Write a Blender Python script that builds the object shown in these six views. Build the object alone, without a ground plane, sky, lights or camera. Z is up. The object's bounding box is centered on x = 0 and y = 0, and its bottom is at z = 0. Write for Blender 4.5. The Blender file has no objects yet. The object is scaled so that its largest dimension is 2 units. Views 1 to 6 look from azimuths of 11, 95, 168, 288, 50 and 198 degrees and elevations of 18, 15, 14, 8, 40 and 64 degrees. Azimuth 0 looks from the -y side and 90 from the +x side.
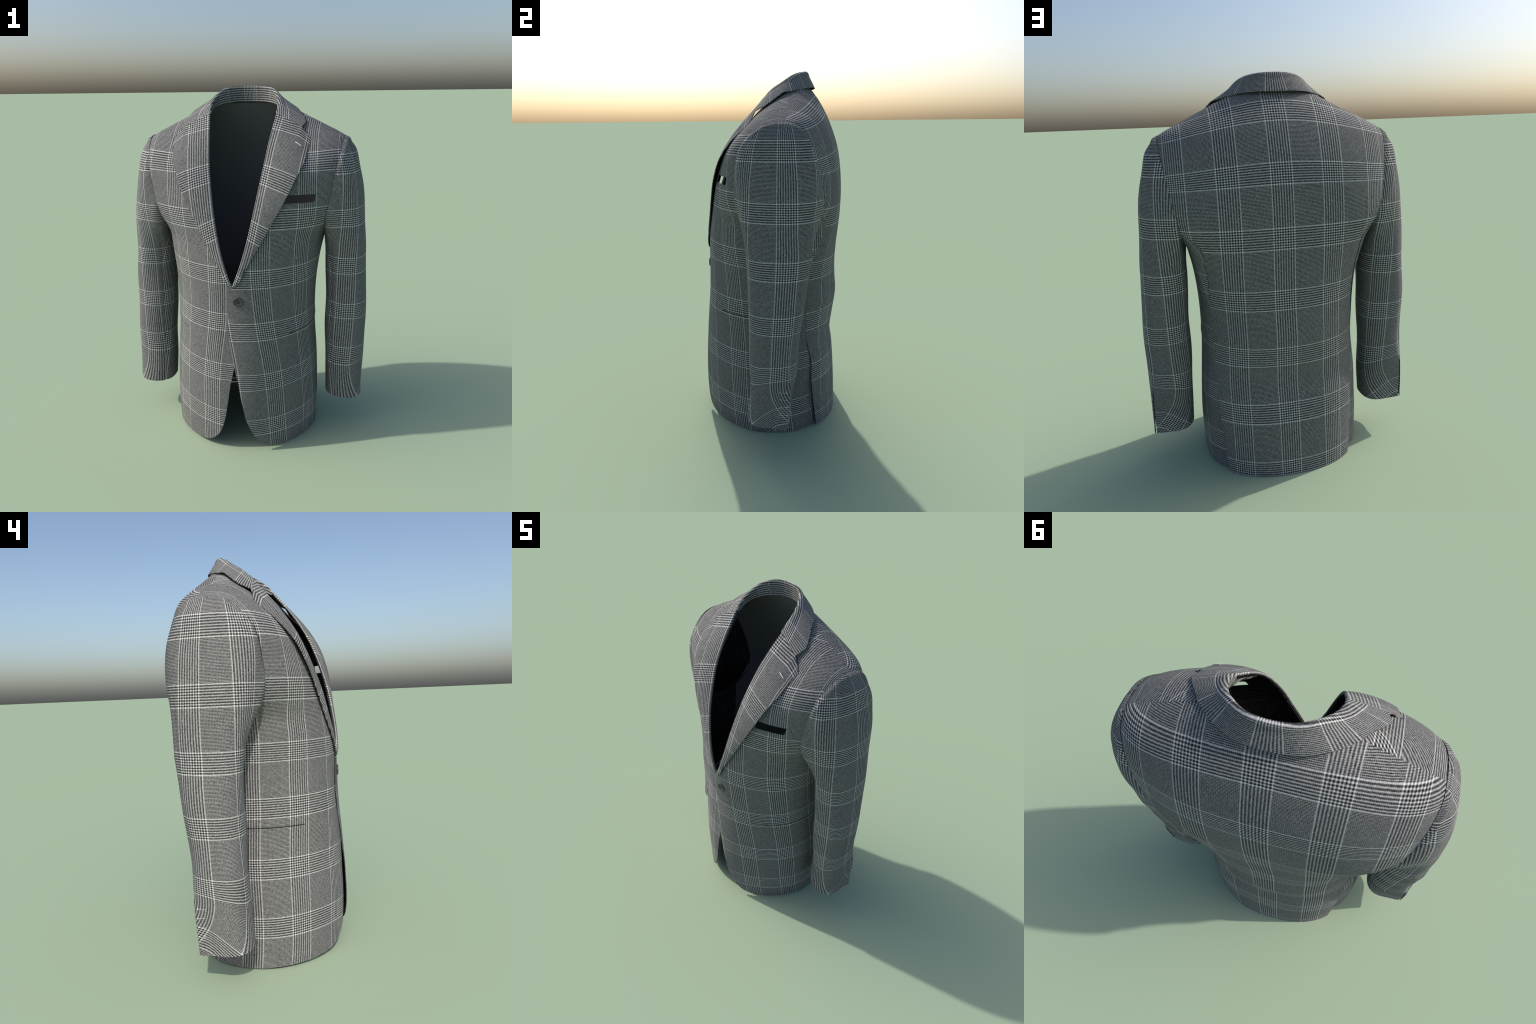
"""A single-breasted glen-check blazer, built panel by panel.

Every cloth panel is CUT FLAT (its mesh basis lies in the plane, in metres of
cloth: x = across the warp, y = along the warp) and then DRAPED into its worn
shape with a shape key.  Generated texture coordinates stay on the flat cut, so
the woven check follows each panel as real cloth does.
"""
import math
import numpy as np

# ---------------------------------------------------------------- small tools
def prof(*pairs):
    """smooth profile through (t, value) pairs: monotone-safe cubic Hermite"""
    t = np.array([p[0] for p in pairs], float)
    y = np.array([p[1] for p in pairs], float)
    h = np.diff(t)
    d = (np.diff(y, axis=0).T / h).T
    m = np.zeros_like(y)
    m[0], m[-1] = d[0], d[-1]
    w = (h[:-1] / (h[:-1] + h[1:]))
    if y.ndim == 1:
        m[1:-1] = (1 - w) * d[:-1] + w * d[1:]
    else:
        m[1:-1] = (1 - w)[:, None] * d[:-1] + w[:, None] * d[1:]

    def f(q):
        q = np.clip(np.asarray(q, float), t[0], t[-1])
        i = np.clip(np.searchsorted(t, q, side="right") - 1, 0, len(t) - 2)
        s = (q - t[i]) / h[i]
        hh = h[i]
        if y.ndim > 1:
            s = s[..., None]
            hh = hh[..., None]
        a, b = 1 + 2 * s, s - 1
        return (a * b * b * y[i] + hh * s * b * b * m[i]
                + s * s * (3 - 2 * s) * y[i + 1] + hh * s * s * b * m[i + 1])
    return f


def smooth(a, b, x):
    s = np.clip((np.asarray(x, float) - a) / (b - a), 0, 1)
    return s * s * (3 - 2 * s)


def bump(x, c, w):
    return np.exp(-((np.asarray(x, float) - c) / w) ** 2)


def arc(P):
    """cumulative length along axis 0"""
    d = np.linalg.norm(np.diff(P, axis=0), axis=-1)
    return np.concatenate([np.zeros((1,) + d.shape[1:]), np.cumsum(d, 0)], 0)


# ---------------------------------------------------------------- the torso
XC = 0.0
half_width = prof((-.05, .429), (.1, .433), (.2, .435), (.35, .431), (.5, .422), (.66, .411), (.8, .409), (.9, .412),
                  (1.03, .424), (1.15, .444), (1.2, .456), (1.25, .484), (1.3, .525), (1.38, .575), (1.48, .605),
                  (1.57, .610), (1.66, .594), (1.73, .551), (1.80, .418), (1.865, .288), (1.95, .19))
front_y = prof((-.05, -.402), (.1, -.408), (.25, -.405), (.43, -.396), (.6, -.385), (.765, -.372), (.9, -.367), (1.0, -.365),
               (1.1, -.358), (1.2, -.345), (1.3, -.328), (1.43, -.302), (1.55, -.250), (1.64, -.190),
               (1.73, -.103), (1.80, -.038), (1.87, .046), (1.95, .10))
back_y = prof((-.05, .400), (.071, .399), (.25, .392), (.41, .380), (.51, .366), (.63, .380), (.764, .396), (.845, .390),
              (.95, .387), (1.05, .392), (1.24, .408), (1.42, .410), (1.5, .404), (1.59, .390),
              (1.7, .355), (1.8, .310), (1.85, .280), (1.9, .244), (1.95, .222))
side_y = prof((-.05, -.01), (.4, .0), (.8, .02), (1.1, .04), (1.2, .08), (1.3, .10), (1.48, .10), (1.735, .12), (1.95, .13))
front_n = prof((-.05, 1.78), (.25, 1.80), (.5, 1.86), (.8, 1.90), (1.0, 1.86), (1.15, 2.0), (1.3, 2.1), (1.48, 2.1), (1.64, 2.7), (1.8, 2.8), (1.95, 2.6))
back_n = prof((-.05, 2.4), (.3, 2.4), (.45, 2.6), (.62, 2.35), (.85, 2.4), (1.0, 2.65), (1.15, 3.0), (1.26, 3.05), (1.32, 2.95), (1.42, 2.6), (1.5, 2.4), (1.66, 2.15), (1.85, 2.1), (1.95, 2.1))


def half_section(z, n=400):
    """one horizontal section, front centre -> side (+x) -> back centre, even in arc length"""
    W, yf, yb, yc, nf, nb = (float(f(z)) for f in (half_width, front_y, back_y, side_y, front_n, back_n))
    tuck = .013 * float(smooth(1.866, 1.886, z))          # the neck edge runs in under the collar
    W, yf, yb = W - tuck, yf + tuck, yb - .010 * float(smooth(1.896, 1.912, z))
    t = np.linspace(0, math.pi, 2 * n + 1)
    sn, cs = np.abs(np.sin(t)), np.abs(np.cos(t))
    e = np.where(t < math.pi / 2, nf, nb)
    D = np.where(t < math.pi / 2, yc - yf, yb - yc)
    x = W * sn ** (2 / e)
    y = yc + np.where(t < math.pi / 2, -1, 1) * D * cs ** (2 / e)
    s = np.concatenate([[0], np.cumsum(np.hypot(np.diff(x), np.diff(y)))])
    return s, x, y


def torso(a, z, side):
    """points at arc fraction a (0 front centre .. 1 back centre) of heights z; arrays (rows, cols)"""
    X, Y, S = np.zeros_like(a), np.zeros_like(a), np.zeros_like(a)
    for i in range(a.shape[0]):
        s, x, y = half_section(z[i])
        q = a[i] * s[-1]
        X[i], Y[i], S[i] = np.interp(q, s, x), np.interp(q, s, y), q
    Z = np.repeat(z[:, None], a.shape[1], 1)
    return np.stack([XC + side * X, Y, Z], -1), S


# armhole: a nearly flat cut, leaning inwards towards the armpit
armhole_x = prof((1.1, .440), (1.2, .456), (1.3, .472), (1.4, .491), (1.5, .508), (1.6, .525), (1.735, .546), (1.9, .57))
ARM_Y, ARM_Z = .085, 1.47


def armhole_limit(y, z):
    return armhole_x(z) + .06 * (y - .09)


# ---------------------------------------------------------------- panels as (points, cloth coords, faces)
class Panel:
    """P: draped points (n,3);  C: flat cloth coordinates (n,2);  F: faces"""

    def __init__(self, P, C, flip=False, closed=False):
        r, c = P.shape[:2]
        idx = np.arange(r * c).reshape(r, c)
        A, B, D, E = idx[:-1, :-1], idx[:-1, 1:], idx[1:, 1:], idx[1:, :-1]
        q = np.stack([A, B, D, E] if not flip else [A, E, D, B], -1).reshape(-1, 4)
        self.P, self.C, self.F = P.reshape(-1, 3), C.reshape(-1, 2), [tuple(f) for f in q.tolist()]
        self.uv = np.stack(np.meshgrid(np.linspace(0, 1, r), np.linspace(0, 1, c), indexing="ij"), -1).reshape(-1, 2)

    def clip(self, f):
        """keep the part where the signed distance f >= 0, cutting faces exactly on the line"""
        inside = f >= 0
        P, C, U = list(self.P), list(self.C), list(self.uv)
        cut, out = {}, []
        for face in self.F:
            k = [inside[i] for i in face]
            if all(k):
                out.append(face)
                continue
            if not any(k):
                continue
            poly = []
            for n, i in enumerate(face):
                j = face[(n + 1) % len(face)]
                if inside[i]:
                    poly.append(i)
                if inside[i] != inside[j]:
                    key = (min(i, j), max(i, j))
                    if key not in cut:
                        a, b = key
                        t = f[a] / (f[a] - f[b])
                        cut[key] = len(P)
                        P.append(P[a] + t * (P[b] - P[a]))
                        C.append(C[a] + t * (C[b] - C[a]))
                        U.append(U[a] + t * (U[b] - U[a]))
                    poly.append(cut[key])
            if len(poly) >= 3:
                out.append(tuple(poly))
        P, C, U = np.array(P), np.array(C), np.array(U)
        used = np.unique(np.concatenate([np.array(f) for f in out]))
        new = np.full(len(P), -1)
        new[used] = np.arange(len(used))
        self.P, self.C, self.uv = P[used], C[used], U[used]
        self.F = [tuple(new[list(f)].tolist()) for f in out]
        return self


# ---------------------------------------------------------------- front and back of the coat
# the check: warp bands repeat every WARP metres, weft bands every WEFT metres
WARP, WEFT, PITCH = .244, .300, .0123
BAND = 8 * PITCH + .0084

# heights at which successive weft bands start on each panel (the k-th band's upper line)
def weft_map(*tops):
    return prof(*sorted((z, -k * WEFT) for k, z in enumerate(tops)))

weft_left = weft_map(2.19, 1.93, 1.669, 1.394, 1.081, .784, .487, .205, -.09)
weft_right = weft_map(2.19, 1.93, 1.660, 1.385, 1.095, .835, .545, .262, -.03)
weft_back = weft_map(2.42, 2.15, 1.877, 1.605, 1.310, 1.004, .710, .407, .084, -.22)
grain_left = prof((-.05, .215), (.19, .199), (.48, .170), (.79, .117), (1.0, .096), (1.39, .092), (1.66, .085), (1.95, .08))
grain_right = prof((-.05, .095), (.19, .085), (.5, .072), (.79, .038), (1.1, .034), (1.4, .045), (1.66, .05), (1.95, .05))

# roll line of lapel and collar (half), measured from the break point up and round the neck
ROLL = [(.000, -.369, .995), (.018, -.369, 1.040), (.043, -.362, 1.113), (.072, -.342, 1.220), (.098, -.312, 1.345),
        (.120, -.268, 1.470), (.141, -.212, 1.595), (.158, -.133, 1.718), (.182, -.014, 1.857)]
roll_x = prof(*[(p[2], p[0]) for p in ROLL])
roll_y = prof(*[(p[2], p[1]) for p in ROLL])

OUTER = [(.004, -.368, .990), (.026, -.370, 1.006), (.070, -.360, 1.086), (.130, -.338, 1.191), (.188, -.317, 1.299), (.259, -.286, 1.430),
         (.317, -.238, 1.554), (.354, -.174, 1.637), (.364, -.123, 1.684), (.373, -.074, 1.728)]
outer_x = prof(*[(p[2], p[0]) for p in OUTER])
outer_y = prof(*[(p[2], p[1]) for p in OUTER])

seam_ratio = prof((-.05, .755), (0, .765), (.3, .818), (.6, .868), (.82, .895), (.95, .885), (1.05, .865),
                  (1.15, .862), (1.236, .86), (1.3, .94), (1.36, 1.), (2., 1.))


def seam_fraction(z, side):
    out = []
    for q in z:
        s, x, y = half_section(q)
        h = int(np.argmax(x))
        r = float(seam_ratio(q)) - (.02 * smooth(.55, .25, q) if side < 0 else 0)
        out.append((s[h] if r > .999 else np.interp(-r * x[h], -x[h:], s[h:])) / s[-1])
    return np.array(out)


def outward(P):
    """rough horizontal outward direction of the torso"""
    d = P - np.array([XC, .03, 0])
    d[..., 2] = 0
    return d / np.linalg.norm(d, axis=-1, keepdims=True)


def wrinkle(P, seed, amp):
    """soft, uneven drape: a few crossed waves"""
    r = np.random.default_rng(seed)
    w = np.zeros(P.shape[:-1])
    for k in range(7):
        d = r.normal(size=3) * np.array([1, 1, .8])
        w += np.sin(P @ (d / np.linalg.norm(d) * r.uniform(9, 26)) + r.uniform(0, 6.28)) / 7 ** .5
    return w * amp


def shoulder_cloth(back, ref_x):
    """over the shoulders the cloth hangs from above: measure it straight up at constant x.
    returns height-equivalent(x, z): the height on column ref_x with the same run of cloth"""
    z0 = 1.40

    def depth(x, z):
        yc, W = side_y(z), half_width(z)
        n = back_n(z) if back else front_n(z)
        D = back_y(z) - yc if back else yc - front_y(z)
        return yc + (D if back else -D) * np.clip(1 - (np.abs(x) / W) ** n, 0, 1) ** (1 / n)
    zs = np.linspace(z0, 1.95, 300)
    ok = half_width(zs) > ref_x
    zs = zs[ok]
    ref = np.hypot(depth(np.full_like(zs, ref_x), zs) - depth(np.array(ref_x), np.array(z0)), zs - z0)
    ref = np.maximum.accumulate(ref + np.linspace(0, 1e-6, len(zs)))

    def f(x, y, z):
        r = np.hypot(y - depth(np.minimum(np.abs(x), .57), np.full_like(z, z0)), z - z0)
        r = r * (1 + (.16 if back else .05) * (np.clip(np.abs(x) - ref_x, 0, 1) / .4) ** 2)
        ze = np.where(r <= ref[-1], np.interp(r, ref, zs), zs[-1] + (r - ref[-1]))
        return np.where(z > z0, z + (ze - z) * smooth(z0, z0 + .12, z), z)
    return f


def straight_warp(S, x, z, back):
    """distance across: round the section below the arms, straight over the shoulders"""
    s, xx, yy = half_section(1.42)
    if back:
        h = int(np.argmax(xx))
        ref = np.interp(np.abs(x), xx[:h - 1:-1], (s[-1] - s)[:h - 1:-1])
    else:
        h = int(np.argmax(xx))
        ref = np.interp(np.abs(x), xx[:h + 1], s[:h + 1])
    k = smooth(1.30, 1.46, z)
    return S * (1 - k) + np.sign(S) * ref * k


def front_panel(side):
    rows = np.linspace(-.03, 1.90, 330)
    cols = np.linspace(0, 1, 125)
    end = seam_fraction(rows, side)
    # tuck a little under the back panel at the vent
    end = end + .018 * smooth(.62, .5, rows)
    start = -.065 * smooth(1.25, 1.1, rows)
    a = start[:, None] + (end - start)[:, None] * cols[None, :]
    P, S = torso(np.abs(a), rows, side)
    P[..., 0] = XC + (P[..., 0] - XC) * np.sign(a + 1e-12)
    S = S * np.sign(a + 1e-12)
    g, w = (grain_left, weft_left) if side > 0 else (grain_right, weft_right)
    S = straight_warp(S, P[..., 0], P[..., 2], False)
    C = np.stack([S - g(rows)[:, None], w(shoulder_cloth(False, .36)(P[..., 0], P[..., 1], P[..., 2]))], -1)
    o = outward(P)
    x, y, z = P[..., 0], P[..., 1], P[..., 2]
    push = wrinkle(P, 3 if side > 0 else 4, .0022)
    if side < 0:                                   # right front lies under the left
        push = push - .007 * smooth(.10, .02, np.abs(x)) * smooth(1.1, 1.0, z)
    # the hip pocket lifts its upper lip
    lip = smooth(.25, .33, np.abs(x)) * (y < .1)
    push = push + lip * .003 * np.where(z > HIP_Z, smooth(HIP_Z + .06, HIP_Z, z), 0)
    push = push - .026 * smooth(.62, .15, z) * smooth(end[:, None] - .16, end[:, None], a)
    P = P + o * push[..., None]
    # under the lapel the front draws back, so that the lapel lies on top of it
    out_x, out_y = outer_x(z), outer_y(z)
    ax = side * P[..., 0]
    f = np.clip((ax - roll_x(z)) / np.maximum(out_x - roll_x(z), .004), -.2, 1)
    lapel_y = roll_y(z) + f * (out_y - roll_y(z))
    back_off = np.maximum(lapel_y + .009 - .005 * smooth(1.5, 1.62, z) - P[..., 1], 0) * smooth(out_x + .07, out_x, ax) * smooth(.97, 1.02, z) * (y < .1)
    P[..., 1] += back_off * smooth(1.86, 1.80, z)
    pan = Panel(P, C, flip=side < 0)
    x, y, z = pan.P.T
    ax = side * x
    # front edge with its rounded skirt, and the hem
    if side > 0:
        edge = prof((-.03, .45), (.008, .30), (.013, .262), (.019, .220), (.028, .188), (.047, .158), (.072, .134), (.118, .106), (.178, .079),
                    (.292, .052), (.404, .032), (.509, .012), (.656, -.016), (.80, -.028), (.88, -.026), (.93, -.018), (.975, -.004), (1.0, .003))
    else:
        edge = prof((-.03, .42), (.012, .285), (.016, .240), (.023, .193), (.033, .163), (.047, .139), (.072, .111), (.106, .086), (.182, .057), (.3, .035), (.43, .015),
                    (.50, .000), (.62, -.025), (.8, -.035), (.95, -.03), (1.0, .003))
    upper = roll_x(z) + .010 * smooth(.99, 1.06, z)
    opening = np.where(z < 1.0, ax - edge(z), ax - upper)
    pan.clip(opening)
    x, y, z = pan.P.T
    hem_z = .010 * smooth(.02, -.22, y) + .002
    pan.clip(z - hem_z)
    x, y, z = pan.P.T
    pan.clip(np.where(z > 1.12, armhole_limit(y, z) - np.abs(x - XC), 1))
    if side > 0:                                   # breast pocket: an open slot
        x, y, z = pan.P.T
        mid = 1.441 + .002 * (x - .33)
        slot = np.maximum(np.abs(z - mid) - .0205, np.abs(x - .334 - .25 * (z - mid)) - .077)
        pan.clip(np.where(y < .05, slot, 1))
    x, y, z = pan.P.T
    run = np.maximum(.285 - np.abs(x), y - .07)    # hip pocket: a narrow slit
    slit = np.maximum(np.abs(z - HIP_Z) - .0022, run)
    pan.clip(np.where(np.abs(z - HIP_Z) < .03, slit, 1))
    return pan


HIP_Z = .692


def back_panel():
    rows = np.linspace(.0, 1.93, 330)
    n = 105
    eR, eL = seam_fraction(rows, -1), seam_fraction(rows, 1)
    t = np.linspace(0, 1, n)
    aR = eR[:, None] + (1 - eR)[:, None] * t
    aL = 1 + (eL - 1)[:, None] * t[1:]
    PR, SR = torso(aR, rows, -1)
    PL, SL = torso(aL, rows, 1)
    half = np.array([half_section(q)[0][-1] for q in rows])[:, None]
    P = np.concatenate([PR, PL], 1)
    S = np.concatenate([-(half - SR), half - SL], 1)      # signed distance from the centre back
    a = np.concatenate([(aR - eR[:, None]), (aL - eL[:, None])], 1)
    z, x = P[..., 2], P[..., 0]
    push = wrinkle(P, 5, .003)
    push = push + .010 * smooth(.64, .15, z) * smooth(.07, 0, a)      # vents stand off
    push = push + .004 * smooth(1.0, .7, z) * np.sin(x * 17 + 1.2 * z)
    S = straight_warp(S, x, z, True)
    C = np.stack([S + .036, weft_back(shoulder_cloth(True, 0.)(x, P[..., 1], z))], -1)
    pan = Panel(P, C, flip=True)
    x, y, z = pan.P.T
    pan.clip(np.where(z > 1.12, armhole_limit(y, z) - np.abs(x - XC), 1))
    x, y, z = pan.P.T
    pan.clip(1.925 - z)
    return pan


def lining_panel():
    rows = np.linspace(.003, 1.905, 160)
    n = 60
    eR, eL = seam_fraction(rows, -1) * .80, seam_fraction(rows, 1) * .80
    eR, eL = (np.where(rows > 1.2, eR + (seam_fraction(rows, 1) - eR) * smooth(1.2, 1.4, rows), e) for e in (eR, eL))
    low = smooth(.80, .66, rows)                      # below the hips it hangs inside the back alone
    eR, eL = eR + (seam_fraction(rows, -1) + .03 - eR) * low, eL + (seam_fraction(rows, 1) + .03 - eL) * low
    t = np.linspace(0, 1, n)
    aR = eR[:, None] + (1 - eR)[:, None] * t
    aL = 1 + (eL - 1)[:, None] * t[1:]
    P = np.concatenate([torso(aR, rows, -1)[0], torso(aL, rows, 1)[0]], 1)
    z = P[..., 2]
    P = P - outward(P) * (.008 + .003 * np.abs(np.sin(P[..., 0] * 9)))[..., None]
    C = P[..., [0, 2]]
    pan = Panel(P, C)
    x, y, z = pan.P.T
    pan.clip(np.where(z > 1.1, armhole_limit(y, z) - .012 - np.abs(x - XC), 1))
    return pan


# ---------------------------------------------------------------- sleeves
def armhole_loop(theta, side):
    """point of the armhole seam: angle 0 on top, 90 back, 180 underarm, 270 front"""
    out = []
    for th in theta:
        dy, dz = math.sin(th), math.cos(th)
        lo, hi = .02, .45
        for _ in range(40):
            r = .5 * (lo + hi)
            y, z = ARM_Y + r * dy, ARM_Z + r * dz
            W, yc = float(half_width(z)), float(side_y(z))
            n = float(front_n(z) if y < yc else back_n(z))
            D = (yc - float(front_y(z))) if y < yc else (float(back_y(z)) - yc)
            q = 1 - (abs(y - yc) / D) ** n if D > 0 else -1
            xb = W * q ** (1 / n) if q > 0 else 0
            if xb > float(armhole_limit(y, z)):
                lo = r
            else:
                hi = r
        out.append((XC + side * float(armhole_limit(y, z)), y, z))
    return np.array(out)


BICEP = 1.06
sleeve_mid = prof((.05, (.599, .034)), (.2, (.599, .036)), (.45, (.592, .057)), (.7, (.588, .071)), (.9, (.581, .083)), (1.06, (.572, .090)), (1.12, (.569, .092)))
sleeve_rad = prof((.05, (.111, .112)), (.2, (.111, .112)), (.45, (.116, .118)), (.7, (.120, .130)), (.9, (.118, .144)), (1.06, (.114, .160)), (1.12, (.113, .168)))
SLIT, FORE_SEAM = math.radians(45), math.radians(232)


def sleeve_ring(z, theta, side):
    """horizontal section of the hanging sleeve: angle 0 outwards, 90 back, 180 towards the body, 270 front"""
    (cx, cy), (rx, ry) = sleeve_mid(z), sleeve_rad(z)
    n = 2.25
    c, s = np.cos(theta), np.sin(theta)
    k = (np.abs(c) ** n + np.abs(s) ** n) ** (-1 / n)
    off = np.angle(np.exp(1j * (theta - SLIT)))
    corner = 1 + .27 * smooth(.62, .25, z) * np.exp(-np.abs(off / .30) ** 1.5)
    return np.stack([XC + side * (cx + rx * k * c * corner), cy + ry * k * s * corner, np.full_like(theta, z)], -1)


def sleeve_panel(side, part):
    """part 'under': from the cuff slit round the back to the fore seam; 'top': on to the slit again"""
    first, last, n = (SLIT, FORE_SEAM, 84) if part == "under" else (FORE_SEAM, SLIT + 2 * math.pi, 84)
    theta = np.linspace(first, last, n)
    A = armhole_loop(theta, side)
    B = sleeve_ring(BICEP, theta, side)
    top, bk = np.cos(theta), np.sin(theta)
    up = .5 + .5 * top
    TA = np.stack([side * (.01 + .34 * up), np.where(bk > 0, .06, .02) * bk, -(.12 + .26 * up)], -1)
    TB = np.stack([0 * top, 0 * top, -(.11 + .58 * up)], -1)
    t = np.linspace(0, 1, 100)[:, None, None]
    cap = ((1 + 2 * t) * (1 - t) ** 2 * A + t * (1 - t) ** 2 * TA + t * t * (3 - 2 * t) * B + t * t * (t - 1) * TB)
    puff = .010 * np.exp(-((t[..., 0] - .045) / .035) ** 2) * smooth(-.2, .6, top)
    puff = puff + .016 * np.exp(-((t[..., 0] - .17) / .10) ** 2) * smooth(-.1, .7, top)
    cap[..., 2] += puff * .6
    cap[..., 0] += side * puff * .6
    zs = np.linspace(BICEP, .16, 165)[1:]
    low = np.stack([sleeve_ring(z, theta, side) for z in zs])
    P = np.concatenate([cap, low], 0)
    # uneven drape of the hanging cloth; none at the seams, so the pieces still meet
    z = P[..., 2]
    m, r = sleeve_mid(z), sleeve_rad(np.minimum(z, 1.12))
    d = np.stack([P[..., 0] - side * m[..., 0], P[..., 1] - m[..., 1]], -1)
    d /= np.linalg.norm(d, axis=-1, keepdims=True) + 1e-9
    down = np.linspace(0, 1, P.shape[0])[:, None]
    lap = np.abs(np.linspace(0, 1, n) - (0 if part == "under" else 1))[None]
    lap = smooth(.16, .0, lap) * smooth(.50, .40, z) * (-.004 if part == "under" else .001)
    k = np.linspace(0, 1, n)[None]
    seam = -.0045 * (smooth(.045, 0, k) + smooth(.955, 1, k)) * smooth(.12, .3, down) * smooth(.44, .5, z)
    seam = seam - .0045 * (smooth(.955, 1, k) if part == "under" else smooth(.045, 0, k)) * smooth(.5, .44, z)
    P[..., :2] += d * (wrinkle(P, 12 + side, .0045) * smooth(.02, .2, down) + lap + seam)[..., None]
    # cloth: warp threads hang straight down, so u follows the bearing round an upright axis
    # that moves in under the shoulder for the sleeve head
    shift = .15 * smooth(1.12, 1.5, z)
    ea, eb = r[..., 0] + shift * .95, r[..., 1] + .05 * smooth(1.12, 1.4, z)
    az = np.arctan2((P[..., 1] - m[..., 1]) / eb, (side * P[..., 0] - (m[..., 0] - shift)) / ea)
    start = theta if part == "under" else theta - 2 * math.pi
    phi = np.angle(np.exp(1j * (az - start[None]))) + start[None]
    g = (np.arange(24) + .5) / 24
    u = phi * np.mean(np.sqrt((ea[..., None] * np.sin(phi[..., None] * g)) ** 2 + (eb[..., None] * np.cos(phi[..., None] * g)) ** 2), -1)
    edge = u[-1:, :1] if part == "under" else u[-1:, -1:]
    v = weft_sleeve(z)
    # the grain swings towards the slit near the cuff
    near = np.abs(u - edge)
    u = u + (1 if part == "under" else -1) * .18 * smooth(.46, .05, z) * smooth(.36, .0, near)
    v = v - .16 * smooth(.62, .22, z) * smooth(.27, .0, near)
    C = np.stack([u + (-.20 if part == "under" else .010), v], -1)
    pan = Panel(P, C, flip=side > 0)
    pan.clip(pan.P[:, 2] - (.205 - .010 * smooth(.05, .14, pan.P[:, 1])))
    if part == "under":                       # the slit opens slightly towards the hem
        z, k = pan.P[:, 2], pan.uv[:, 1]
        pan.clip(k - .008 * smooth(.42, .18, z) - .002 * smooth(.48, .45, z))
    return pan


weft_sleeve = weft_map(1.95, 1.655, 1.367, 1.086, .810, .535, .165, -.14)

# ---------------------------------------------------------------- lapels and collar
NOTCH, COLLAR_TIP = np.array((.320, -.048, 1.786)), np.array((.336, .006, 1.812))


def by_length(pts, n):
    pts = np.array(pts, float)
    s = np.concatenate([[0], np.cumsum(np.linalg.norm(np.diff(pts, axis=0), axis=1))])
    f = prof(*[(a, b) for a, b in zip(s / s[-1], pts)])
    return f(np.linspace(0, 1, n))


def lapel_panel(side):
    n, m = 150, 44
    R, O = by_length(ROLL, n), by_length(OUTER, n)
    s = np.linspace(0, 1, n)[:, None, None]
    w = np.linspace(0, 1, m)[None, :, None]
    wid = np.linalg.norm(O - R, axis=1)[:, None, None]
    tang = np.gradient(R, axis=0)
    nrm = np.cross(O - R, tang)
    nrm /= np.linalg.norm(nrm, axis=1, keepdims=True) + 1e-9
    nrm *= np.sign(-nrm[:, 1:2] + 1e-9)
    over = (O - R) / (wid[:, 0] + 1e-9)
    rad = np.minimum(.007, wid[:, 0] * .3)
    begin = R + over * rad                          # the fold itself has a small round
    P = begin[:, None] + w * (O - begin)[:, None]
    P = P + nrm[:, None] * (.22 * wid * w * (1 - w))
    # the gorge bends at the notch
    k = np.linspace(0, 1, m)
    gorge = np.stack([np.interp(k, (0, .72, 1), (begin[-1][i], NOTCH[i], O[-1][i])) for i in range(3)], -1)
    P = P + (gorge - P[-1])[None] * s ** 7
    # roll: the cloth turns under along the fold
    turn = [begin - nrm * rad + rad * (nrm * math.cos(a) - over * math.sin(a)) for a in np.linspace(math.pi, 0, 10)[:-1]]
    P = np.concatenate([np.stack(turn, 1), P], 1)
    lift = np.concatenate([np.zeros(9), np.linspace(0, 1, m)])[None, :, None]
    P = P + nrm[:, None] * .005 * (1 - .8 * lift * smooth(.55, .8, s))
    P[..., 0] = P[..., 0] * side + XC * .3
    across = arc(np.swapaxes(P, 0, 1)).T
    along = np.repeat(weft_lapel(R[:, 2])[:, None], P.shape[1], 1)
    C = np.stack([across * .86 + lapel_shift[side], along - .24 * np.maximum(across - .022, 0)], -1)
    return Panel(P, C, flip=side < 0)


lapel_shift = {1: .054, -1: -.020}
weft_lapel = weft_map(2.12, 1.870, 1.612, 1.343, 1.062, .78)

NECK = [(.182, -.014, 1.857), (.184, .022, 1.893), (.174, .080, 1.932), (.143, .141, 1.975), (.075, .194, 1.995), (.0, .206, 1.999)]
FALL = [tuple(NOTCH), tuple(COLLAR_TIP), (.312, .052, 1.846), (.281, .096, 1.878), (.253, .137, 1.888), (.196, .192, 1.901), (.121, .236, 1.910), (.0, .254, 1.912)]
STAND = [(.186, -.005, 1.846), (.188, .035, 1.868), (.184, .085, 1.886), (.160, .135, 1.900), (.085, .200, 1.912), (.0, .220, 1.914)]


def full_round(pts, n, first=None):
    """a half curve from the left front to the centre back, mirrored on to the right front"""
    if first is not None:                       # keep a true corner after the first leg
        k = max(3, int(n * first))
        a = np.linspace(np.array(pts[0]), np.array(pts[1]), k)
        b = by_length(pts[1:] + [(-p[0], p[1], p[2]) for p in pts[-2:0:-1]], 2 * n - 1 - 2 * (k - 1))
        c = a[::-1] * np.array([-1, 1, 1])
        return np.concatenate([a[:-1], b, c[1:]])
    return by_length(list(pts) + [(-p[0], p[1], p[2]) for p in pts[-2::-1]], 2 * n - 1)


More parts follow.
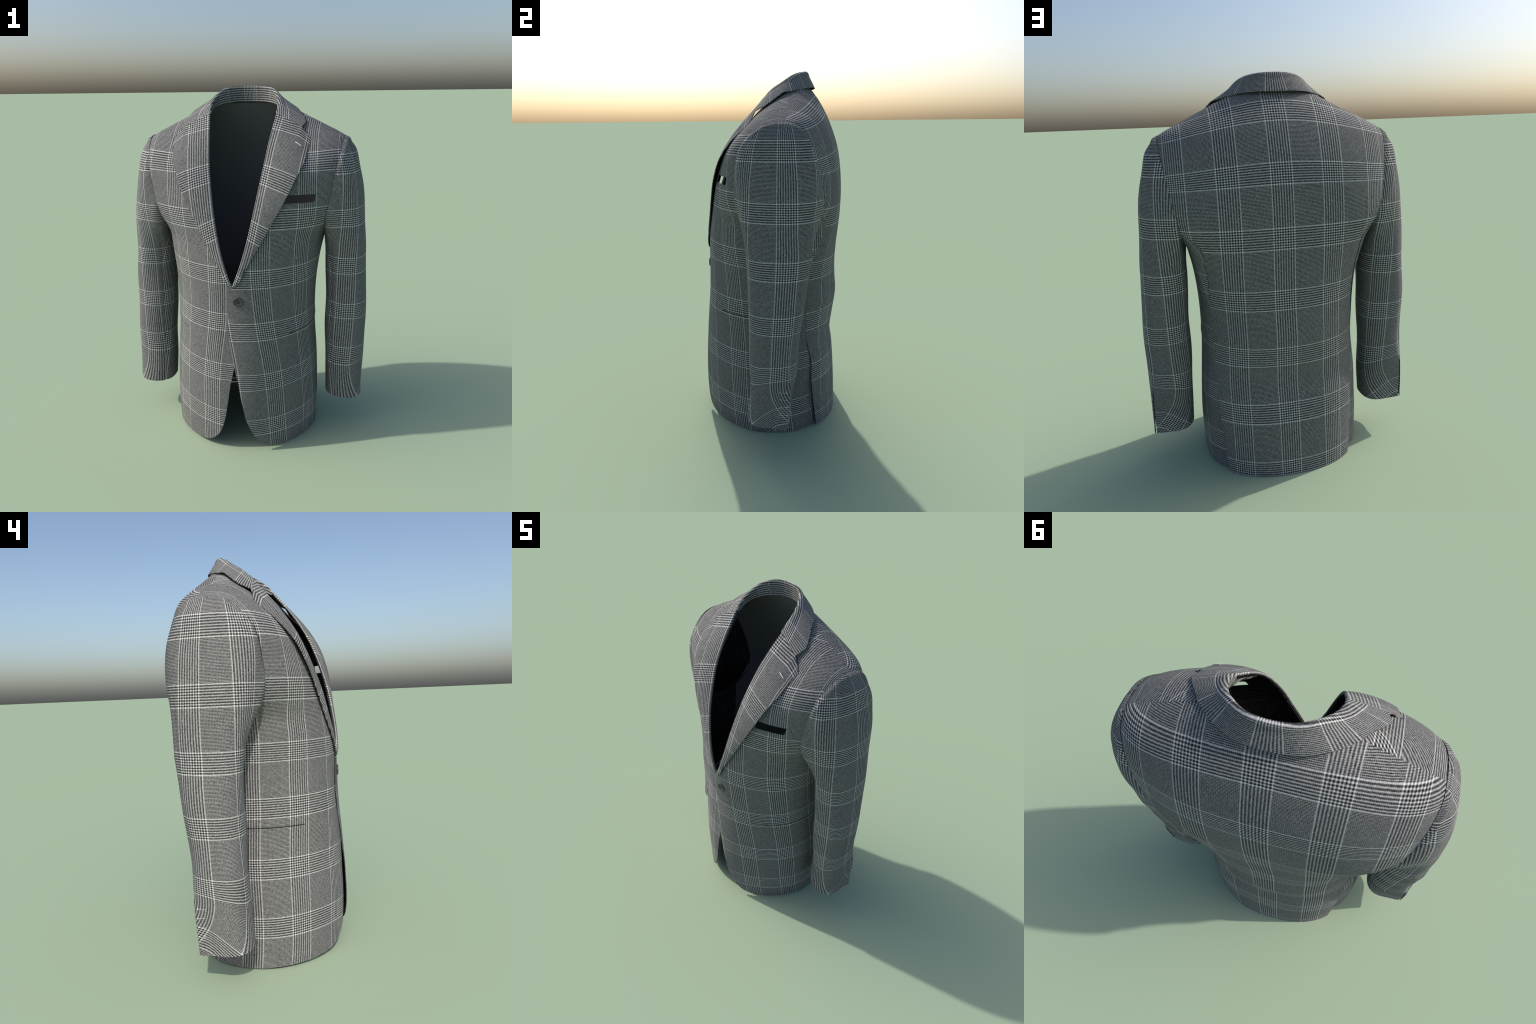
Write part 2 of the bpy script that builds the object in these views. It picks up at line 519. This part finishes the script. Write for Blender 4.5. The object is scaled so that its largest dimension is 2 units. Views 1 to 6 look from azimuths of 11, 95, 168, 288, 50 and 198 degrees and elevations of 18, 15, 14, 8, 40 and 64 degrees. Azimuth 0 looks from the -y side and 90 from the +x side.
def collar_panel():
    n = 110
    R, O, T = full_round(NECK, n), full_round(FALL, n, .13), full_round(STAND, n)
    out = []
    tang = np.gradient(R, axis=0)
    nrm = np.cross(O - R, tang)
    nrm /= np.linalg.norm(nrm, axis=1, keepdims=True)
    nrm *= np.sign(np.sum(nrm * (R - np.array([0, .05, 1.85])), 1, keepdims=True))
    for w in np.linspace(1, 0, 10)[:-1]:                                   # stand, inside the neck
        out.append(R + (T - R) * w)
    wid = np.linalg.norm(O - R, axis=1, keepdims=True)
    q = np.abs(np.linspace(-1, 1, len(R)))[:, None]
    for w in np.linspace(0, 1, 34):                                        # fall, outside
        lift = (.005 * smooth(1, .75, q) * math.exp(-((w - .12) / .14) ** 2) + .08 * w * (1 - w) * wid * smooth(1, .85, q))
        out.append(R + (O - R) * w + nrm * lift * (0 if w == 0 else 1))
    P = np.stack(out, 1)
    P[..., 0] += XC * .3
    s = arc(O)
    s = s - s[len(s) // 2]
    across = np.repeat(s[:, None], P.shape[1], 1)
    along = arc(np.swapaxes(P, 0, 1)).T
    C = np.stack([across + .052, -along - .012], -1)
    return Panel(P, C, flip=True)


# ================================================================ Blender
import bpy

SPAN = 8.0          # metres of cloth that Generated 0..1 stands for


def nodes(mat):
    mat.use_nodes = True
    nt = mat.node_tree
    nt.nodes.clear()
    return nt


class Net:
    """terse arithmetic on shader nodes"""

    def __init__(self, nt):
        self.nt = nt

    def node(self, kind, **props):
        n = self.nt.nodes.new(kind)
        for k, v in props.items():
            setattr(n, k, v)
        return n

    def link(self, a, b):
        self.nt.links.new(a, b)

    def math(self, op, *args):
        n = self.node("ShaderNodeMath", operation=op)
        for i, a in enumerate(args):
            if isinstance(a, (int, float)):
                n.inputs[i].default_value = a
            else:
                self.link(a, n.inputs[i])
        return n.outputs[0]

    def mix(self, f, a, b):
        return self.math("ADD", self.math("MULTIPLY", a, self.math("SUBTRACT", 1.0, f)), self.math("MULTIPLY", b, f))


def check_cloth(name, light, dark, tint=(1, 1, 1)):
    """glen check: bands of coarse light/dark threads crossing a fine ground, in warp and weft"""
    mat = bpy.data.materials.new(name)
    nt = nodes(mat)
    N = Net(nt)
    out = N.node("ShaderNodeOutputMaterial")
    bsdf = N.node("ShaderNodeBsdfPrincipled")
    N.link(bsdf.outputs[0], out.inputs[0])
    tc = N.node("ShaderNodeTexCoord")
    sep = N.node("ShaderNodeSeparateXYZ")
    N.link(tc.outputs["Generated"], sep.inputs[0])
    u = N.math("MULTIPLY", N.math("SUBTRACT", sep.outputs[0], .5), SPAN)
    v = N.math("MULTIPLY", N.math("SUBTRACT", sep.outputs[1], .5), SPAN)

    # slight unevenness of the yarns
    wob = N.node("ShaderNodeTexNoise", noise_dimensions="2D")
    wob.inputs["Scale"].default_value = 55
    comb = N.node("ShaderNodeCombineXYZ")
    N.link(u, comb.inputs[0]); N.link(v, comb.inputs[1])
    N.link(comb.outputs[0], wob.inputs["Vector"])
    wo = N.math("MULTIPLY", N.math("SUBTRACT", wob.outputs[0], .5), .0022)
    uu, vv = N.math("ADD", u, wo), N.math("SUBTRACT", v, wo)

    def in_band(q, period):
        m = N.math("FLOORED_MODULO", q, period)
        return m, N.math("LESS_THAN", m, BAND)

    def threads(q, m, inband, fine):
        ph = N.math("MULTIPLY", N.math("SUBTRACT", m, .0042), 2 * math.pi / PITCH)
        st = N.math("ADD", N.math("MULTIPLY", N.math("COSINE", ph), .5), .5)
        edge = N.math("ADD", N.math("LESS_THAN", m, .0072), N.math("GREATER_THAN", m, BAND - .0072))
        st = N.math("ADD", N.math("MULTIPLY", N.math("POWER", st, 1.25), .95), N.math("MULTIPLY", edge, .20))
        fp = N.math("MULTIPLY", q, 2 * math.pi / (PITCH * .5))
        fi = N.math("ADD", N.math("MULTIPLY", N.math("COSINE", fp), fine), .375)
        return N.mix(inband, fi, st)

    vm = N.math("MULTIPLY", vv, -1.0)
    (mu, iu), (mv, iv) = in_band(uu, WARP), in_band(vm, WEFT)
    # the fine ground shows less where it only crosses a coarse band
    a = threads(uu, mu, iu, N.mix(iv, .13, .10))
    b = threads(vm, mv, iv, N.mix(iu, .38, .12))

    # fuzz of single yarns: noise drawn out along each thread direction
    def fuzz(sx, sy):
        n = N.node("ShaderNodeTexNoise", noise_dimensions="2D")
        n.inputs["Scale"].default_value = 1
        n.inputs["Detail"].default_value = 2
        c = N.node("ShaderNodeCombineXYZ")
        N.link(N.math("MULTIPLY", u, sx), c.inputs[0]); N.link(N.math("MULTIPLY", v, sy), c.inputs[1])
        N.link(c.outputs[0], n.inputs["Vector"])
        return N.math("SUBTRACT", n.outputs[0], .5)
    f1, f2 = fuzz(420, 90), fuzz(80, 420)
    lum = N.math("ADD", N.math("MULTIPLY", a, .46), N.math("MULTIPLY", b, .54))
    lum = N.math("ADD", lum, N.math("MULTIPLY", N.math("ADD", f1, f2), .42))
    patch = N.node("ShaderNodeTexNoise", noise_dimensions="2D")      # soft mottling of the wool
    patch.inputs["Scale"].default_value = 28
    patch.inputs["Detail"].default_value = 3
    N.link(comb.outputs[0], patch.inputs["Vector"])
    lum = N.math("ADD", lum, N.math("MULTIPLY", N.math("SUBTRACT", patch.outputs[0], .5), .10))
    lum = N.math("MAXIMUM", lum, 0.0)
    lum = N.math("POWER", lum, 1.65)
    ramp = N.node("ShaderNodeMix", data_type="RGBA")
    N.link(lum, ramp.inputs[0])
    ramp.inputs[6].default_value = (*dark, 1)
    ramp.inputs[7].default_value = (*light, 1)
    N.link(ramp.outputs[2], bsdf.inputs["Base Color"])
    bsdf.inputs["Roughness"].default_value = .92
    bsdf.inputs["Specular IOR Level"].default_value = .12
    bp = N.node("ShaderNodeBump")
    bp.inputs["Strength"].default_value = .25
    bp.inputs["Distance"].default_value = .0015
    N.link(lum, bp.inputs["Height"])
    N.link(bp.outputs[0], bsdf.inputs["Normal"])
    return mat


def plain(name, colour, rough=.8, spec=.2, grain=0., scale=300):
    mat = bpy.data.materials.new(name)
    N = Net(nodes(mat))
    out = N.node("ShaderNodeOutputMaterial")
    bsdf = N.node("ShaderNodeBsdfPrincipled")
    N.link(bsdf.outputs[0], out.inputs[0])
    tc = N.node("ShaderNodeTexCoord")
    nz = N.node("ShaderNodeTexNoise")
    nz.inputs["Scale"].default_value = scale
    N.link(tc.outputs["Object"], nz.inputs["Vector"])
    mx = N.node("ShaderNodeMix", data_type="RGBA")
    N.link(nz.outputs[0], mx.inputs[0])
    mx.inputs[6].default_value = (*[c * (1 - grain) for c in colour], 1)
    mx.inputs[7].default_value = (*[c * (1 + grain) for c in colour], 1)
    N.link(mx.outputs[2], bsdf.inputs["Base Color"])
    bsdf.inputs["Roughness"].default_value = rough
    bsdf.inputs["Specular IOR Level"].default_value = spec
    return mat


CLOTH = check_cloth("glen_check_wool", (.64, .64, .632), (.009, .0095, .011))
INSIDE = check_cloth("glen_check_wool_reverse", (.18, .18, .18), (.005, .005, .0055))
LINING = plain("charcoal_lining", (.17, .175, .18), .75, .2, .15)
HORN = plain("dark_horn", (.045, .045, .047), .35, .5, .3, 60)
THREAD = plain("white_thread", (.75, .75, .75), .8, .2, .1)
THREAD_FAINT = plain("pale_grey_thread", (.38, .39, .42), .8, .2, .1)
GREY_THREAD = plain("grey_thread", (.22, .22, .23), .8, .2, .1)
DARK = plain("black_hole", (.006, .006, .007), .9, .1)

ROOT = bpy.data.objects.new("blazer", None)
bpy.context.collection.objects.link(ROOT)
ROOT["label"] = "single-breasted grey glen check suit jacket with notch lapels"
ROOT["category"] = "jacket"


def with_thickness(pan, thick, rim_kind):
    """outer sheet, inner sheet set back along the normals, and a rim joining their edges"""
    P, C, F = pan.P, pan.C, pan.F
    nrm = np.zeros_like(P)
    edges = {}
    for f in F:
        q = P[list(f)]
        n = np.cross(q[1] - q[0], q[-1] - q[0]) if len(f) < 4 else np.cross(q[2] - q[0], q[3] - q[1])
        for i in f:
            nrm[i] += n
        for i in range(len(f)):
            a, b = f[i], f[(i + 1) % len(f)]
            if (b, a) in edges:
                del edges[(b, a)]
            else:
                edges[(a, b)] = 1
    nrm /= np.linalg.norm(nrm, axis=1, keepdims=True) + 1e-12
    k = len(P)
    inner = P - nrm * thick
    faces = list(F) + [tuple(i + k for i in reversed(f)) for f in F]
    kind = [0] * len(F) + [1] * len(F)
    # rim with vertices of its own, so that the edge shades crisply
    rim = sorted({i for e in edges for i in e})
    at = {i: 2 * k + n for n, i in enumerate(rim)}
    m = len(rim)
    for a, b in edges:
        faces.append((at[b], at[a], at[a] + m, at[b] + m))
        kind.append(rim_kind)
    return (np.concatenate([P, inner, P[rim], inner[rim]]), np.concatenate([C, C, C[rim], C[rim]]), faces, kind)


def cloth_object(name, pan, thick, mats, parent=ROOT, rim_kind=0):
    """flat cut as basis, worn shape as shape key, real thickness on the inside"""
    P, C, F, kind = with_thickness(pan, thick, rim_kind)
    me = bpy.data.meshes.new(name)
    flat = np.concatenate([C, np.zeros((len(C), 1))], 1)
    me.from_pydata(flat.tolist(), [], F)
    me.polygons.foreach_set("use_smooth", [True] * len(me.polygons))
    for m in mats:
        me.materials.append(m)
    if len(mats) > 1:
        me.polygons.foreach_set("material_index", kind)
    me.use_auto_texspace = False
    me.texspace_location, me.texspace_size = (0, 0, 0), (SPAN / 2, SPAN / 2, SPAN / 2)
    ob = bpy.data.objects.new(name, me)
    bpy.context.collection.objects.link(ob)
    ob.parent = parent
    ob.shape_key_add(name="cut flat")
    k = ob.shape_key_add(name="worn")
    k.data.foreach_set("co", P.ravel())
    k.value = 1
    return ob


def mesh_object(name, verts, faces, mat, parent=ROOT, smooth_faces=True):
    me = bpy.data.meshes.new(name)
    me.from_pydata([tuple(v) for v in verts], [], faces)
    me.polygons.foreach_set("use_smooth", [smooth_faces] * len(me.polygons))
    me.materials.append(mat)
    ob = bpy.data.objects.new(name, me)
    bpy.context.collection.objects.link(ob)
    ob.parent = parent
    return ob


PANELS = {}
for side in (1, -1):
    PANELS["front", side] = front_panel(side)
    PANELS["top_sleeve", side] = sleeve_panel(side, "top")
    PANELS["under_sleeve", side] = sleeve_panel(side, "under")
    PANELS["lapel", side] = lapel_panel(side)
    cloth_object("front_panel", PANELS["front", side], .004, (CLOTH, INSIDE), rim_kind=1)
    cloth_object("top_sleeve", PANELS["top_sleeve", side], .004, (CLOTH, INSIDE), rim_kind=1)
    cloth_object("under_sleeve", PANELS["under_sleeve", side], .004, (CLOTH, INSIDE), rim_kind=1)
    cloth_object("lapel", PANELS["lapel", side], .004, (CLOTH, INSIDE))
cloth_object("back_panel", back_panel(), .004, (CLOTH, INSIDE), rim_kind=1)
cloth_object("collar", collar_panel(), .004, (CLOTH, CLOTH))
cloth_object("lining", lining_panel(), .002, (LINING,))


# ---------------------------------------------------------------- trimmings
def nearest(pan, p):
    """closest point of a panel, with its outward normal"""
    i = int(np.argmin(np.linalg.norm(pan.P - np.array(p), axis=1)))
    n = np.zeros(3)
    for f in pan.F:
        if i in f:
            q = pan.P[list(f)]
            n += np.cross(q[1] - q[0], q[-1] - q[0])
    return pan.P[i], n / np.linalg.norm(n)


def lathe(profile, n=48):
    """surface of revolution about z from (radius, height) pairs"""
    V, F = [], []
    for r, h in profile:
        for k in range(n):
            a = 2 * math.pi * k / n
            V.append((r * math.cos(a), r * math.sin(a), h))
    for i in range(len(profile) - 1):
        for k in range(n):
            F.append((i * n + k, i * n + (k + 1) % n, (i + 1) * n + (k + 1) % n, (i + 1) * n + k))
    F.append(tuple(range((len(profile) - 1) * n, len(profile) * n)))
    return np.array(V), F


def frame(n, along):
    n = np.array(n) / np.linalg.norm(n)
    a = np.array(along, float)
    a = a - n * (a @ n)
    a /= np.linalg.norm(a)
    return np.stack([a, np.cross(n, a), n], 1)          # columns: along, across, out


def bar(length, width, high, n=10):
    """a worked bar of thread: a flattened capsule, lying on the cloth along x"""
    V, F = [], []
    for i in range(n + 1):
        t = i / n
        taper = min(1, 4 * min(t, 1 - t) + .35)
        for k in range(8):
            a = 2 * math.pi * k / 8
            V.append(((t - .5) * length, .5 * width * taper * math.cos(a), high * taper * math.sin(a)))
    for i in range(n):
        for k in range(8):
            F.append((i * 8 + k, i * 8 + (k + 1) % 8, (i + 1) * 8 + (k + 1) % 8, (i + 1) * 8 + k))
    F += [tuple(range(7, -1, -1)), tuple(range(n * 8, n * 8 + 8))]
    return np.array(V), F


# front button: rounded rim, dished face, four sewn holes
bp, bn = nearest(PANELS["front", 1], (.028, -.366, .906))
M = frame(bn, (1, 0, 0))
prof_b = [(.0005, -.002), (.0255, -.002), (.0270, .000), (.0275, .0022), (.0262, .0044), (.0235, .0052), (.0208, .0046), (.0185, .0030), (.012, .0024), (.0005, .0022)]
V, F = lathe(prof_b)
button = mesh_object("button", (bp + bn * .0015) + V @ M.T, F, HORN)
for k in range(4):
    a = math.pi / 4 + k * math.pi / 2
    hv, hf = lathe([(.0027, -.001), (.0027, .0006), (.0008, .0006)], 12)
    hv = hv + np.array([.0062 * math.cos(a), .0062 * math.sin(a), .0026])
    mesh_object("button_hole", (bp + bn * .0015) + hv @ M.T, hf, DARK, button)
for sgn in (1, -1):
    tv, tf = bar(.0125, .0022, .0012)
    tv = tv @ np.array([[.7071, .7071, 0], [-.7071 * sgn, .7071 * sgn, 0], [0, 0, 1]]) + np.array([0, 0, .0034])
    mesh_object("button_thread", (bp + bn * .0015) + tv @ M.T, tf, GREY_THREAD, button)

# lapel buttonhole, worked in white on the left lapel
p0, n0 = nearest(PANELS["lapel", 1], (.314, -.130, 1.706))
V, F = bar(.042, .0050, .0022)
V = p0 + V @ frame(n0, (.032, -.004, -.021)).T
for i in range(len(V)):                                # bed each part of the bar on the curved cloth
    d = np.linalg.norm(PANELS["lapel", 1].P - V[i], axis=1)
    near = np.argsort(d)[:6]
    V[i] += n0 * (np.average((PANELS["lapel", 1].P[near] - p0) @ n0, weights=1 / (d[near] + .001)) + .0040)
mesh_object("lapel_buttonhole", V, F, THREAD)

# four sham buttonholes beside each cuff slit
for side in (1, -1):
    for z0 in (.407, .366, .324, .279):
        p, n = nearest(PANELS["top_sleeve", side], (side * .71, .115, z0))
        n = n if n[0] * side > 0 else -n
        V, F = bar(.040, .0022, .0010)
        st = mesh_object("cuff_buttonhole", p + V @ frame(n, (0, 1, -.12)).T, F, THREAD_FAINT)
        p, n = nearest(PANELS["top_sleeve", side], (side * .71, .137, z0))
        V, F = bar(.006, .0060, .0020)
        mesh_object("cuff_stitch", p + V @ frame(n, (0, 1, 0)).T, F, THREAD, st)
